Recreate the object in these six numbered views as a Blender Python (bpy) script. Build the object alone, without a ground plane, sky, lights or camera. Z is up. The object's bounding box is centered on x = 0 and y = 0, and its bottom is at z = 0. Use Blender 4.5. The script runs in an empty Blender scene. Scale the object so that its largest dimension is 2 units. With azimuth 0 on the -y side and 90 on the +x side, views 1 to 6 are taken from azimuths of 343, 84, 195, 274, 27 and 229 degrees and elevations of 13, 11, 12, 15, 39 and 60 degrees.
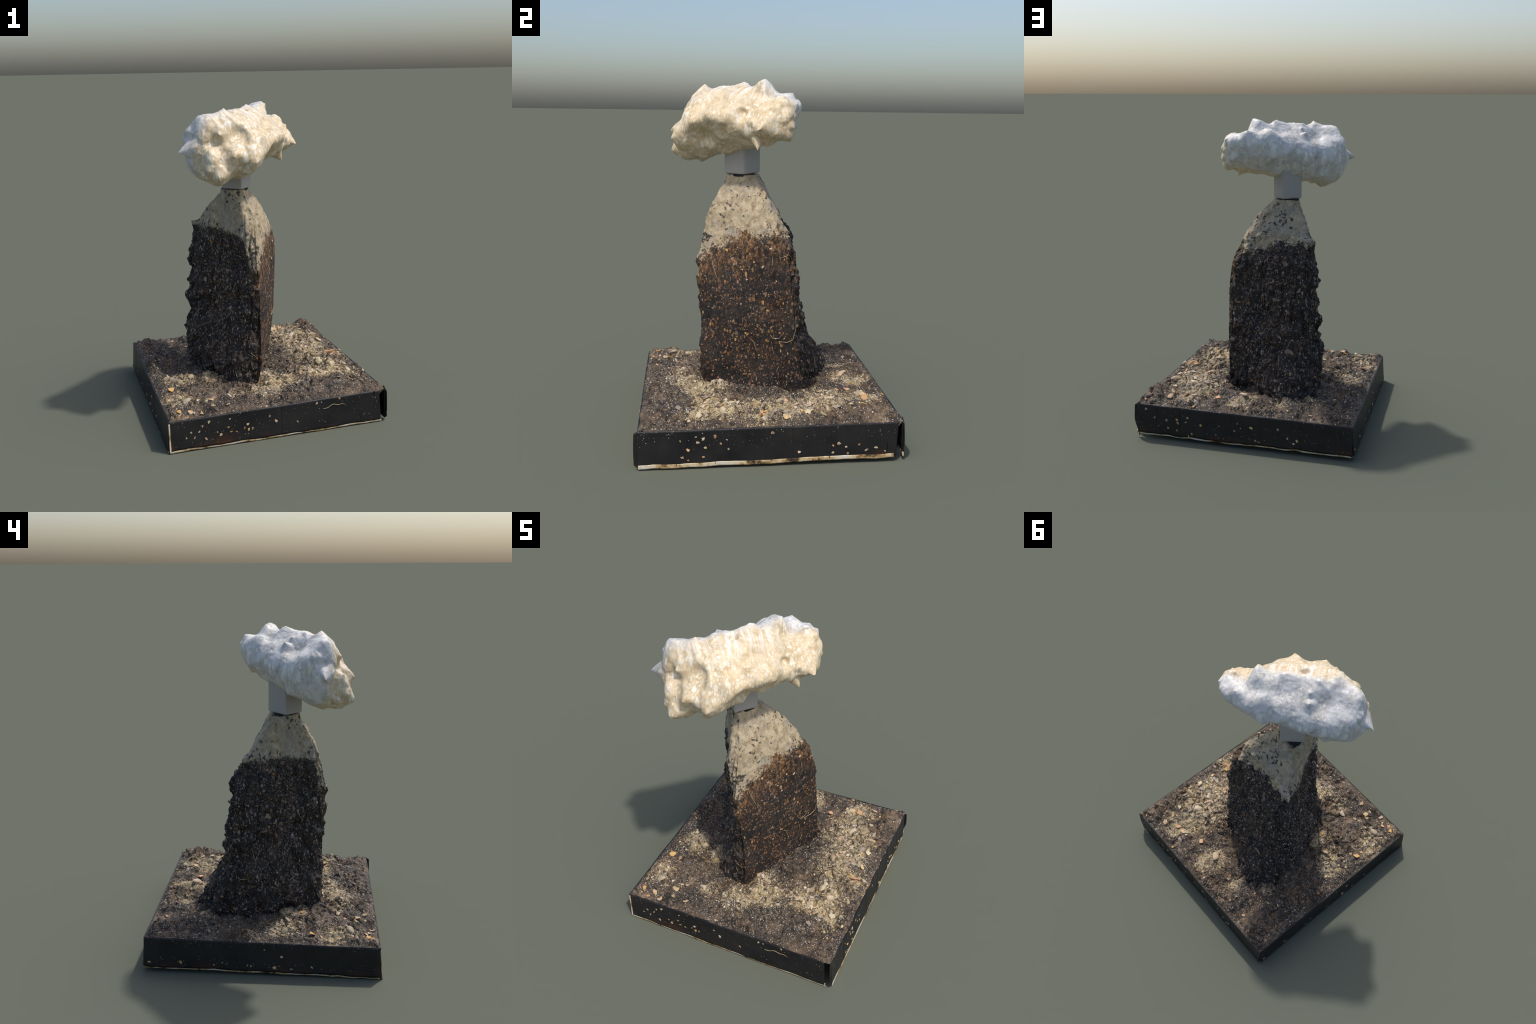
"""A carved peat column with a plastered tip, standing on a tray of soil and
carrying a white paper neck and a crumpled fabric cloud."""
import bpy, bmesh, math, random
from mathutils import Vector, noise, Matrix
from mathutils.bvhtree import BVHTree

R = random.Random(7)

# ------------------------------------------------------------------ helpers
def mesh_object(name, verts, faces, material, parent=None, smooth=True):
    me = bpy.data.meshes.new(name)
    me.from_pydata([tuple(v) for v in verts], [], faces)
    me.update()
    if material:
        me.materials.append(material)
    for p in me.polygons:
        p.use_smooth = smooth
    ob = bpy.data.objects.new(name, me)
    bpy.context.scene.collection.objects.link(ob)
    ob.parent = parent
    return ob


def fbm(p, scale, octaves=4, seed=0.0):
    return noise.fractal(Vector((p[0] * scale + seed, p[1] * scale - seed, p[2] * scale + 2 * seed)),
                         1.0, 2.0, octaves, noise_basis='PERLIN_ORIGINAL')


def smoothstep(a, b, x):
    t = max(0.0, min(1.0, (x - a) / (b - a)))
    return t * t * (3 - 2 * t)


def catmull(p0, p1, p2, p3, t):
    return 0.5 * (2 * p1 + (p2 - p0) * t + (2 * p0 - 5 * p1 + 4 * p2 - p3) * t * t
                  + (3 * p1 - p0 - 3 * p2 + p3) * t * t * t)


# --------------------------------------------------------- material helpers
class Tree:
    def __init__(self, name, roughness=0.8, specular=0.3):
        self.mat = bpy.data.materials.new(name)
        self.mat.use_nodes = True
        self.t = self.mat.node_tree
        self.bsdf = self.t.nodes["Principled BSDF"]
        self.bsdf.inputs["Roughness"].default_value = roughness
        self.bsdf.inputs["Specular IOR Level"].default_value = specular
        self.co = self.node("ShaderNodeTexCoord").outputs["Object"]

    def node(self, kind, **props):
        n = self.t.nodes.new(kind)
        for k, v in props.items():
            setattr(n, k, v)
        return n

    def put(self, socket, value):
        if isinstance(value, bpy.types.NodeSocket):
            self.t.links.new(value, socket)
        elif isinstance(value, tuple) and len(value) == 3 and socket.type == 'RGBA':
            socket.default_value = (*value, 1)
        else:
            socket.default_value = value

    def mapping(self, scale=(1, 1, 1), rot=(0, 0, 0), loc=(0, 0, 0)):
        n = self.node("ShaderNodeMapping")
        self.put(n.inputs[0], self.co)
        n.inputs["Scale"].default_value = scale
        n.inputs["Rotation"].default_value = rot
        n.inputs["Location"].default_value = loc
        return n.outputs[0]

    def noise(self, scale, detail=4, rough=0.55, vec=None, distortion=0.0):
        n = self.node("ShaderNodeTexNoise")
        self.put(n.inputs["Vector"], vec or self.co)
        n.inputs["Scale"].default_value = scale
        n.inputs["Detail"].default_value = detail
        n.inputs["Roughness"].default_value = rough
        n.inputs["Distortion"].default_value = distortion
        return n.outputs["Fac"]

    def warp(self, amount, scale, vec=None):
        n = self.node("ShaderNodeTexNoise")
        self.put(n.inputs["Vector"], vec or self.co)
        n.inputs["Scale"].default_value = scale
        n.inputs["Detail"].default_value = 4
        off = self.node("ShaderNodeVectorMath", operation='MULTIPLY_ADD')
        self.put(off.inputs[0], n.outputs["Color"])
        off.inputs[1].default_value = (amount,) * 3
        self.put(off.inputs[2], vec or self.co)
        return off.outputs[0]

    def voronoi(self, scale, vec=None, randomness=1.0):
        n = self.node("ShaderNodeTexVoronoi")
        self.put(n.inputs["Vector"], vec or self.co)
        n.inputs["Scale"].default_value = scale
        n.inputs["Randomness"].default_value = randomness
        sep = self.node("ShaderNodeSeparateColor")
        self.put(sep.inputs[0], n.outputs["Color"])
        return n.outputs["Distance"], sep.outputs[0], sep.outputs[1], sep.outputs[2]

    def math(self, op, a, b=0.0, clamp=False):
        n = self.node("ShaderNodeMath", operation=op, use_clamp=clamp)
        self.put(n.inputs[0], a)
        self.put(n.inputs[1], b)
        return n.outputs[0]

    def range(self, v, a, b, c=0.0, d=1.0, smooth=False):
        n = self.node("ShaderNodeMapRange")
        if smooth:
            n.interpolation_type = 'SMOOTHSTEP'
        self.put(n.inputs[0], v)
        for i, x in enumerate((a, b, c, d)):
            self.put(n.inputs[1 + i], x)
        return n.outputs[0]

    def mix(self, fac, a, b):
        n = self.node("ShaderNodeMix", data_type='RGBA')
        self.put(n.inputs[0], fac)
        self.put(n.inputs[6], a)
        self.put(n.inputs[7], b)
        return n.outputs[2]

    def ramp(self, fac, stops, interp='LINEAR'):
        n = self.node("ShaderNodeValToRGB")
        n.color_ramp.interpolation = interp
        e = n.color_ramp.elements
        while len(e) < len(stops):
            e.new(0.5)
        for el, (p, c) in zip(e, stops):
            el.position = p
            el.color = (*c, 1)
        self.put(n.inputs[0], fac)
        return n.outputs[0]

    def xyz(self, vec=None):
        n = self.node("ShaderNodeSeparateXYZ")
        self.put(n.inputs[0], vec or self.co)
        return n.outputs

    def flecks(self, scale, density, size, vec=None):
        """Small irregular grains: a mask and a random value per grain."""
        d, r, g, b = self.voronoi(scale, vec)
        on = self.math('GREATER_THAN', r, self.math('SUBTRACT', 1.0, density))
        rad = self.math('MULTIPLY', self.range(g, 0, 1, 0.45, 1.0), size)
        inside = self.range(self.math('DIVIDE', d, rad), 0.75, 1.0, 1.0, 0.0)
        return self.math('MULTIPLY', on, inside), b

    def colour(self, c):
        self.put(self.bsdf.inputs["Base Color"], c)

    def bump(self, height, strength=0.5, distance=0.005):
        n = self.node("ShaderNodeBump")
        n.inputs["Strength"].default_value = strength
        n.inputs["Distance"].default_value = distance
        self.put(n.inputs["Height"], height)
        self.put(self.bsdf.inputs["Normal"], n.outputs[0])


# ------------------------------------------------------------------ materials
# sandy, pale patches lying on the soil: x, y, radius
SAND = [(-.51, -.12, .10), (-.60, -.46, .09), (-.33, -.18, .07), (.14, -.35, .13), (-.01, -.46, .10),
        (.33, -.31, .10), (.43, .03, .13), (.48, -.22, .11), (.45, .32, .13), (.36, .28, .10),
        (.41, .54, .09), (.59, -.06, .08), (.57, -.38, .08), (.46, -.33, .09), (.53, .12, .09),
        (.04, .50, .08), (.07, .58, .06), (-.54, -.06, .05), (-.38, .35, .05), (-.19, .52, .05),
        (.36, .42, .10), (-.24, -.48, .06), (.50, .22, .10), (.05, -.26, .08)]


def soil_material():
    T = Tree("dark_soil", 0.6, 0.35)
    wv = T.warp(.012, 30)
    n1 = T.noise(6.5, 5, 0.62)
    n2 = T.noise(34.0, 6, 0.7)
    tone = T.math('ADD', T.math('MULTIPLY', n1, 0.55), T.math('MULTIPLY', n2, 0.45))
    base = T.ramp(tone, [(0.37, (.012, .009, .007)), (0.45, (.050, .037, .027)), (0.53, (.135, .092, .057)), (0.62, (.225, .160, .100))])
    broad = T.range(T.noise(3.6, 4, .6, T.mapping(loc=(5, 8, 2))), .40, .56)
    base = T.mix(T.math('MULTIPLY', T.math('SUBTRACT', 1.0, broad), .5), base, (.022, .017, .013))
    warm = T.range(T.noise(5.0, 4, 0.55, T.mapping(loc=(3.1, 1.7, 0))), 0.50, 0.66)
    base = T.mix(T.math('MULTIPLY', warm, T.range(n2, .4, .65, 0, .75)), base, (.20, .115, .052))
    x, y, z = T.xyz()
    # weights of the sandy patches
    wob = T.math('MULTIPLY', T.math('SUBTRACT', T.noise(11, 5, 0.65), 0.5), 0.20)
    total = None
    for cx, cy, rad in SAND:
        dx = T.math('SUBTRACT', x, cx)
        dy = T.math('SUBTRACT', y, cy)
        d = T.math('SQRT', T.math('ADD', T.math('MULTIPLY', dx, dx), T.math('MULTIPLY', dy, dy)))
        k = T.range(T.math('ADD', d, wob), rad * 1.55, rad * 0.25)
        total = k if total is None else T.math('MAXIMUM', total, k)
    # film of dust under the grains
    veil = T.math('MULTIPLY', T.range(T.math('ADD', total, T.math('MULTIPLY', T.math('SUBTRACT', n2, .5), 1.7)), .32, .85), .85)
    veil = T.math('MULTIPLY', veil, T.range(T.noise(12, 6, .75, T.mapping(loc=(8, 3, 5))), .43, .52, .03, 1))
    base = T.mix(veil, base, T.ramp(T.noise(26, 4, .6), [(.35, (.22, .155, .075)), (.5, (.44, .33, .165)), (.65, (.56, .455, .28))]))
    # grains: the nearer the middle of a patch, the more of them
    for scale, size, gain in ((260, .55, .62), (140, .5, .55), (75, .48, .46), (42, .46, .40)):
        dist, r, g, bl = T.voronoi(scale, wv)
        dens = T.math('MULTIPLY', T.math('ADD', total, T.math('MULTIPLY', T.math('SUBTRACT', T.noise(17, 4, .65, T.mapping(loc=(scale, 2, 1))), .5), .9)), gain)
        on = T.math('LESS_THAN', r, dens)
        inside = T.range(T.math('DIVIDE', dist, T.range(g, 0, 1, size * .5, size)), .8, 1.05, 1, 0)
        col = T.ramp(bl, [(0, (.34, .235, .105)), (.4, (.55, .42, .22)), (.8, (.68, .56, .36)), (1, (.74, .68, .56))])
        base = T.mix(T.math('MULTIPLY', on, inside), base, col)
    gaps = T.range(T.noise(21, 5, .72, T.mapping(loc=(2, 9, 4)), .8), .47, .38)
    base = T.mix(T.math('MULTIPLY', gaps, .85), base, (.011, .009, .008))
    # glossy sun sparkles painted as pale specks, then rusty crumbs everywhere
    dense = T.range(T.noise(5.0, 4, 0.65, T.mapping(loc=(1.3, 5.2, 0))), 0.40, 0.60, .12, 1.0)
    m, r = T.flecks(250, 0.40, 0.55, wv)
    grains = T.ramp(r, [(0.0, (.11, .085, .065)), (0.45, (.27, .215, .16)), (0.8, (.48, .45, .41)), (1.0, (.86, .85, .84))])
    base = T.mix(T.math('MULTIPLY', m, dense), base, grains)
    m, r = T.flecks(130, 0.20, 0.5, wv)
    base = T.mix(T.math('MULTIPLY', m, T.range(dense, 0, 1, .4, .95)), base, T.ramp(r, [(0, (.30, .28, .27)), (1, (.70, .70, .71))]))
    m, r = T.flecks(70, 0.10, 0.42, wv)
    base = T.mix(T.math('MULTIPLY', m, 0.85), base, T.ramp(r, [(0.0, (.30, .15, .055)), (0.5, (.46, .28, .12)), (1.0, (.58, .48, .33))]))
    T.colour(base)
    T.bump(T.math('ADD', n2, T.math('MULTIPLY', T.noise(150, 4, 0.65), 0.6)), 0.8, 0.010)
    return T.mat


CX, CY = -0.06, -0.02          # axis of the column


def column_material():
    T = Tree("peat_and_plaster", 0.75, 0.3)
    x, y, z = T.xyz()
    n2 = T.noise(45, 5, 0.65)
    black = T.ramp(T.math('ADD', T.math('MULTIPLY', T.noise(8, 4), 0.5), T.math('MULTIPLY', n2, 0.5)),
                   [(0.38, (.009, .009, .010)), (0.55, (.024, .022, .021)), (0.68, (.045, .037, .031))])
    # fibres and bark crumbs pressed into the peat; browner colours on the cut eastern face
    ax = T.math('SUBTRACT', T.math('MULTIPLY', x, 0.88), T.math('MULTIPLY', y, 0.47))
    east = T.range(T.math('ADD', ax, T.math('MULTIPLY', T.math('SUBTRACT', n2, .5), .1)), 0.075, 0.13)
    patch = T.range(T.noise(7.5, 5, 0.66, T.mapping(loc=(4, 1, 9))), T.range(east, 0, 1, .38, .42), T.range(east, 0, 1, .54, .60), 0.10, 1.0)
    brown = T.math('MULTIPLY', T.range(T.noise(7, 5, .65, T.mapping(loc=(2, 6, 3))), .45, .62), T.range(n2, .4, .6))
    black = T.mix(T.math('MULTIPLY', brown, T.range(east, 0, 1, .75, .6)), black, (.070, .038, .020))
    layers = ((170, .40, .52, (1, 1, .6), (.75, .1, .2), .7), (95, .36, .56, (1, 1, .42), (.8, .15, .1), .95),
              (58, .22, .52, (1, 1, .55), (.5, -.3, 1.1), .95), (33, .10, .44, (1, 1, .45), (-.4, .5, .2), .9))
    c = black
    for k, (scale, dens, size, sc, rot, op) in enumerate(layers):
        vec = T.warp(.5 / scale, scale * .8, T.mapping(scale=sc, rot=rot, loc=(k * 3.3, k, 1)))
        m, r = T.flecks(scale, dens, size, vec)
        cool = T.ramp(r, [(0, (.035, .028, .024)), (.3, (.12, .086, .064)), (.7, (.26, .18, .13)), (1, (.46, .39, .34))])
        rust = T.ramp(r, [(0, (.09, .042, .018)), (.45, (.25, .105, .036)), (.8, (.43, .20, .070)), (1, (.56, .37, .19))])
        c = T.mix(T.math('MULTIPLY', m, T.math('MULTIPLY', patch, op)), c, T.mix(east, cool, rust))
    m, r = T.flecks(320, 0.26, 0.5)
    c = T.mix(T.math('MULTIPLY', m, T.math('MULTIPLY', T.range(T.noise(9, 3, .6), .45, .6), .85)), c, T.ramp(r, [(0, (.06, .06, .062)), (.6, (.22, .215, .21)), (1, (.50, .50, .50))]))
    # plaster on the tip: its lower limit changes round the column
    ang = T.math('ARCTAN2', T.math('SUBTRACT', y, CY), T.math('SUBTRACT', x, CX))
    fc = T.node("ShaderNodeFloatCurve")
    T.put(fc.inputs["Value"], T.range(ang, -math.pi, math.pi))
    cur = fc.mapping.curves[0]
    pts = [(-180, 1.215), (-145, 1.205), (-112, 1.18), (-99, 1.15), (-93, 0.99), (-84, .98), (-76, 1.04), (-55, 1.11),
           (-20, 1.135), (10, 1.165), (32, 1.13), (48, 1.14), (75, 1.17), (100, 1.205), (135, 1.20), (180, 1.215)]
    while len(cur.points) < len(pts):
        cur.points.new(0.5, 0.5)
    for p, (a, h) in zip(cur.points, pts):
        p.location = ((a + 180) / 360, (h - 0.9) / 0.4)
        p.handle_type = 'VECTOR'
    fc.mapping.update()
    limit = T.math('ADD', T.math('MULTIPLY', fc.outputs[0], 0.4), 0.9)
    soft = T.range(east, 0, 1, 1.0, 1.7)
    jag = T.math('MULTIPLY', T.math('SUBTRACT', T.noise(16, 7, 0.78), 0.5), 0.20)
    jag2 = T.math('MULTIPLY', T.math('SUBTRACT', T.noise(75, 4, 0.65), 0.5), 0.14)
    over = T.math('ADD', T.math('SUBTRACT', z, limit), T.math('MULTIPLY', T.math('ADD', jag, jag2), soft))
    mask = T.range(over, -0.006, 0.008)
    grain = T.noise(34, 7, 0.72, T.warp(.02, 25, T.mapping(scale=(1, 1, .7), rot=(.3, 0, 0))))
    plaster = T.ramp(grain, [(.28, (.15, .115, .068)), (.42, (.32, .25, .155)), (.55, (.45, .365, .24)), (.72, (.58, .49, .35))])
    weather = T.range(T.noise(9, 5, .65, T.mapping(loc=(1, 4, 2))), .46, .62)
    plaster = T.mix(T.math('MULTIPLY', weather, .55), plaster, T.mix(grain, (.17, .155, .135), (.40, .375, .33)))
    spot = T.noise(38, 5, 0.62, T.warp(.02, 20))
    spot_area = T.range(T.noise(6, 3, .5, T.mapping(loc=(5, 2, 8))), 0.38, 0.62, -0.10, 0.05)
    spots = T.range(T.math('ADD', T.math('ADD', spot, spot_area), T.range(east, 0, 1, .0, .022)), 0.565, 0.600)
    plaster = T.mix(T.math('MULTIPLY', spots, .92), plaster, (.028, .028, .031))
    # dust of plaster and bark just below the limit
    near = T.math('MULTIPLY', T.math('MULTIPLY', T.range(over, -.24, -.03), east), T.range(T.noise(42, 5, .7, T.mapping(scale=(1, 1, .5), rot=(.8, .15, .1), loc=(3, 7, 1))), .46, .58))
    c = T.mix(T.math('MULTIPLY', near, .6), c, T.ramp(T.noise(70, 3, .6, T.mapping(loc=(9, 9, 1))), [(.35, (.13, .06, .025)), (.5, (.30, .145, .055)), (.65, (.46, .28, .13))]))
    dust = T.math('MULTIPLY', T.range(over, -0.10, 0.01), T.range(T.noise(80, 4, .65), 0.50, 0.60))
    c = T.mix(T.math('MULTIPLY', dust, 0.6), c, T.mix(east, (.20, .18, .15), (.36, .22, .11)))
    c = T.mix(mask, c, plaster)
    # soot line right beneath the neck
    c = T.mix(T.range(T.math('ADD', z, T.math('MULTIPLY', jag, .3)), 1.458, 1.466), c, (.02, .02, .022))
    T.colour(c)
    T.bump(T.math('ADD', n2, T.math('MULTIPLY', grain, 0.7)), 0.55, 0.006)
    return T.mat


def fabric_material():
    T = Tree("crumpled_fabric", 0.5, 0.4)
    x, y, z = T.xyz()
    # cream colour towards the south-east and the ends, white over the north-west slope
    b = T.math('SUBTRACT', T.math('MULTIPLY', x, .644), T.math('MULTIPLY', y, .765))
    b = T.math('ADD', b, T.math('MULTIPLY', T.math('SUBTRACT', z, 1.76), -0.25))
    wob = T.math('MULTIPLY', T.math('SUBTRACT', T.noise(9, 5, .65, T.mapping(loc=(2, 8, 1))), .5), .16)
    side = T.range(T.math('ADD', b, wob), 0.015, 0.075)
    cream_n = T.noise(16, 6, .6, distortion=1.2)
    cream = T.ramp(cream_n, [(.3, (.48, .355, .20)), (.5, (.64, .505, .315)), (.7, (.73, .615, .435))])
    white_n = T.noise(11, 6, .65, T.mapping(rot=(.4, 0, .7), scale=(1, 1, .6)), distortion=1.0)
    white = T.ramp(white_n, [(.30, (.38, .355, .315)), (.45, (.54, .525, .50)), (.6, (.67, .66, .645))])
    spots = T.range(T.noise(38, 3, .5, T.mapping(scale=(.6, 1, 1), rot=(0, .3, .7))), .66, .71)
    white = T.mix(T.math('MULTIPLY', spots, .6), white, (.30, .29, .29))
    c = T.mix(side, white, cream)
    # glitter of the glossy fabric, its highlights baked into the colour as white flecks
    for scale, rot, dens, strength in ((34, (.6, .2, .3), .30, .85), (50, (-.5, .5, 1.2), .34, .8), (80, (.2, -.7, 2.1), .36, .8), (120, (.9, .3, .6), .36, .7)):
        vec = T.warp(.25 / scale, scale * .7, T.mapping(scale=(1, 1, .36), rot=rot))
        m, r = T.flecks(scale, dens, .60, vec)
        area = T.range(T.noise(5, 3, .6, T.mapping(loc=(scale, 1, 4))), .38, .54)
        film = T.mix(r, (.78, .70, .52), (.90, .88, .82))
        c = T.mix(T.math('MULTIPLY', T.math('MULTIPLY', m, area), strength * .8), c, film)
    smear = T.range(T.noise(15, 5, .6, T.mapping(scale=(1, 1, .5), rot=(.5, .4, 0), loc=(6, 6, 6)), 2.2), .56, .66)
    c = T.mix(T.math('MULTIPLY', smear, .40), c, (.84, .80, .70))
    # strands fanning out over the gathered crest
    s_ = T.math('ADD', T.math('MULTIPLY', x, .765), T.math('MULTIPLY', y, .644))
    crest = T.math('MULTIPLY', T.range(z, 1.86, 1.95), T.range(T.math('ADD', b, wob), -.05, .12))
    comb = T.node("ShaderNodeCombineXYZ")
    T.put(comb.inputs[0], T.math('MULTIPLY', s_, 30))
    T.put(comb.inputs[1], T.math('MULTIPLY', z, 5))
    strand = T.range(T.noise(1.6, 3, .55, comb.outputs[0], .4), .50, .60)
    c = T.mix(T.math('MULTIPLY', strand, T.math('MULTIPLY', crest, .7)), c, (.82, .80, .75))
    dirt = T.range(T.noise(4.5, 4, .6, T.mapping(loc=(9, 4, 2))), .57, .72)
    c = T.mix(T.math('MULTIPLY', dirt, .45), c, (.40, .30, .18))
    T.colour(c)
    T.put(T.bsdf.inputs["Coat Weight"], 0.15)
    T.bump(T.math('ADD', T.noise(22, 5, .55, distortion=1.5), T.math('MULTIPLY', T.noise(75, 4, .6, T.mapping(scale=(1, 1, .3), rot=(.5, .2, .4))), .3)), 0.3, 0.008)
    return T.mat


def wall_material():
    T = Tree("black_tape", 0.45, 0.35)
    n = T.noise(5, 5, .6)
    c = T.ramp(n, [(.35, (.008, .008, .009)), (.6, (.017, .016, .016)), (.75, (.026, .021, .018))])
    x, y, z = T.xyz()
    low = T.range(T.math('ADD', z, T.math('MULTIPLY', T.math('SUBTRACT', n, .5), .25)), .07, .0)
    rust = T.range(T.noise(4, 3, .5, T.mapping(loc=(1, 9, 4))), .5, .62)
    c = T.mix(T.math('MULTIPLY', T.math('MULTIPLY', low, rust), .6), c, (.11, .038, .016))
    m, r = T.flecks(110, .10, .36)
    c = T.mix(T.math('MULTIPLY', m, .8), c, T.ramp(r, [(0, (.10, .08, .06)), (.6, (.28, .2, .12)), (1, (.5, .48, .44))]))
    T.colour(c)
    T.bump(T.math('ADD', n, T.math('MULTIPLY', T.noise(45, 4, .6), .3)), .35, .006)
    return T.mat


def plain_material(name, stops, scale, rough=.7, bump=.3, per=None):
    T = Tree(name, rough, .3)
    n = T.noise(scale, 4, .6)
    c = T.ramp(n, stops)
    if per:
        src = T.node("ShaderNodeObjectInfo").outputs["Random"] if per == 'object' else T.node("ShaderNodeNewGeometry").outputs["Random Per Island"]
        hsv = T.node("ShaderNodeHueSaturation")
        T.put(hsv.inputs["Color"], c)
        T.put(hsv.inputs["Value"], T.range(src, 0, 1, .6, 1.25))
        T.put(hsv.inputs["Hue"], T.range(T.math('FRACT', T.math('MULTIPLY', src, 7.3)), 0, 1, .485, .515))
        T.put(hsv.inputs["Saturation"], T.range(T.math('FRACT', T.math('MULTIPLY', src, 3.7)), 0, 1, .65, 1.1))
        c = hsv.outputs[0]
    T.colour(c)
    T.bump(n, bump, .004)
    return T.mat


M_SOIL = soil_material()
M_COLUMN = column_material()
M_CLOUD = fabric_material()
M_WALL = wall_material()
M_PAPER = plain_material("white_paper", [(.3, (.37, .345, .315)), (.7, (.42, .395, .365))], 6, .6, .05)  # white paper darkened to grey for the shadow the cloud casts on it
M_RIM = plain_material("cream_paper_edge", [(.36, (.05, .035, .02)), (.43, (.38, .25, .11)), (.52, (.58, .48, .31)), (.66, (.64, .60, .53))], 11, .7, .2)
M_DARK = plain_material("dark_joint", [(.3, (.010, .010, .011)), (.7, (.03, .028, .026))], 40, .7, .3)
M_PEBBLE = plain_material("pale_pebble", [(.3, (.36, .26, .14)), (.55, (.54, .42, .25)), (.75, (.63, .52, .34))], 35, .7, .3, 'object')
M_CHIP = plain_material("wood_chip", [(.3, (.40, .20, .075)), (.55, (.58, .35, .15)), (.75, (.70, .50, .26))], 50, .7, .3, 'object')
M_LEAF = plain_material("dry_leaf", [(.3, (.15, .095, .055)), (.55, (.24, .16, .10)), (.75, (.31, .22, .155))], 50, .75, .3, 'object')
M_ROOT = plain_material("root_fibre", [(.3, (.25, .18, .10)), (.7, (.45, .36, .23))], 60, .7, .2)
M_RUST = plain_material("bark_crumb", [(.3, (.17, .08, .035)), (.6, (.33, .17, .075)), (.8, (.44, .28, .14))], 60, .75, .3, 'island')
M_GREY = plain_material("peat_crumb", [(.3, (.10, .075, .06)), (.6, (.22, .165, .13)), (.8, (.36, .30, .26))], 60, .75, .3, 'island')
M_CLOD = plain_material("soil_clod", [(.35, (.045, .032, .021)), (.5, (.100, .071, .046)), (.7, (.170, .122, .080))], 60, .75, .5, 'island')
M_GRIT = plain_material("sand_grit", [(.3, (.34, .27, .17)), (.6, (.52, .44, .30)), (.8, (.66, .62, .54))], 60, .75, .3, 'island')

# ------------------------------------------------------------------ the thing
root = bpy.data.objects.new("soil_sculpture", None)
bpy.context.scene.collection.objects.link(root)
root["label"] = "carved peat column on soil tray carrying a crumpled cream cloud"
root["category"] = "sculpture"

# ---- tray ---------------------------------------------------------------
HALF = 0.700


def rim_height(x, y):
    u, v = (x / HALF + 1) / 2, (y / HALF + 1) / 2
    return (.192 * (1 - u) * (1 - v) + .205 * u * (1 - v) + .219 * u * v + .214 * (1 - u) * v)


def foot_height(x, y):
    v = (y / HALF + 1) / 2
    w = .006 * fbm((x, y, 0), 4.0, 3, 3.3) + .003 * fbm((x, y, 0), 15, 2, 1.1)
    return max(0.0, .003 + .021 * v + w)


LUMPS = [(.26, -.62, .022, .06), (.39, -.58, .026, .07), (.50, -.60, .022, .07), (.46, -.48, .018, .06), (-.19, -.62, .02, .06),
         (-.39, -.58, .018, .07), (.60, .57, .052, .07), (.62, .50, .022, .05), (.36, .53, .018, .07), (-.08, .57, .03, .07),
         (-.34, .60, .02, .07), (-.40, -.43, .026, .07), (-.63, -.27, .022, .06), (-.50, .56, .026, .07), (-.60, .10, .016, .06),
         (.47, .34, .022, .08), (.48, -.22, .026, .07), (.40, .08, .022, .06), (.55, -.04, .016, .06), (-.30, -.50, .016, .05),
         (-.34, -.17, .014, .04), (.04, -.25, .012, .05), (.05, .50, .018, .05), (.18, -.50, .014, .08), (-.62, .62, .018, .06)]
PITS = [(.30, .08, .008, .12), (-.06, -.63, .02, .04), (-.47, .08, .02, .12), (-.38, -.02, .022, .07), (.10, .26, .010, .06), (.25, -.12, .010, .09),
        (-.10, .35, .02, .06), (-.52, .28, .014, .06), (.10, -.43, .012, .05), (-.36, .28, .014, .06), (.2, -.25, .014, .08)]


def soil_height(x, y):
    p = (x, y, .3)
    h = rim_height(x, y) + .030
    foot = math.hypot((x + .03) / 1.0, (y + .02) / 1.05)
    h -= .004 * smoothstep(.50, .30, foot)
    h += .012 * fbm(p, 3.5, 3, 2.2)
    bil = noise.turbulence(Vector((x * 9 + 4, y * 9, 1.5)), 3, False)
    h += .024 * (bil - .45)
    h += .026 * (.22 - abs(fbm(p, 11, 3, 3.0)))
    cell, pts = noise.voronoi(Vector((x * 15 + .3 * fbm(p, 9, 2, 1), y * 15, .5)))
    clod = smoothstep(.02, .16, cell[1] - cell[0]) * smoothstep(-.05, .25, fbm(p, 4.2, 2, 12.0))
    h += .016 * clod - .004
    h += .007 * fbm(p, 30, 4, 8.0)
    h += .002
    for cx, cy, a, r in LUMPS:
        d2 = (x - cx) ** 2 + (y - cy) ** 2
        h += 1.0 * a * math.exp(-d2 / (r * r * .6)) * (1 + .5 * fbm(p, 18, 3, cx * 9))
    for cx, cy, a, r in PITS:
        d2 = (x - cx) ** 2 + (y - cy) ** 2
        h -= a * math.exp(-d2 / (r * r * .8))
    # settles to the rim at the edges
    e = min(HALF - abs(x), HALF - abs(y))
    k = smoothstep(0.0, .04, e)
    edge = rim_height(x, y) + .004 * fbm(p, 14, 3, 5.0)
    return edge * (1 - k) + h * k


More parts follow.
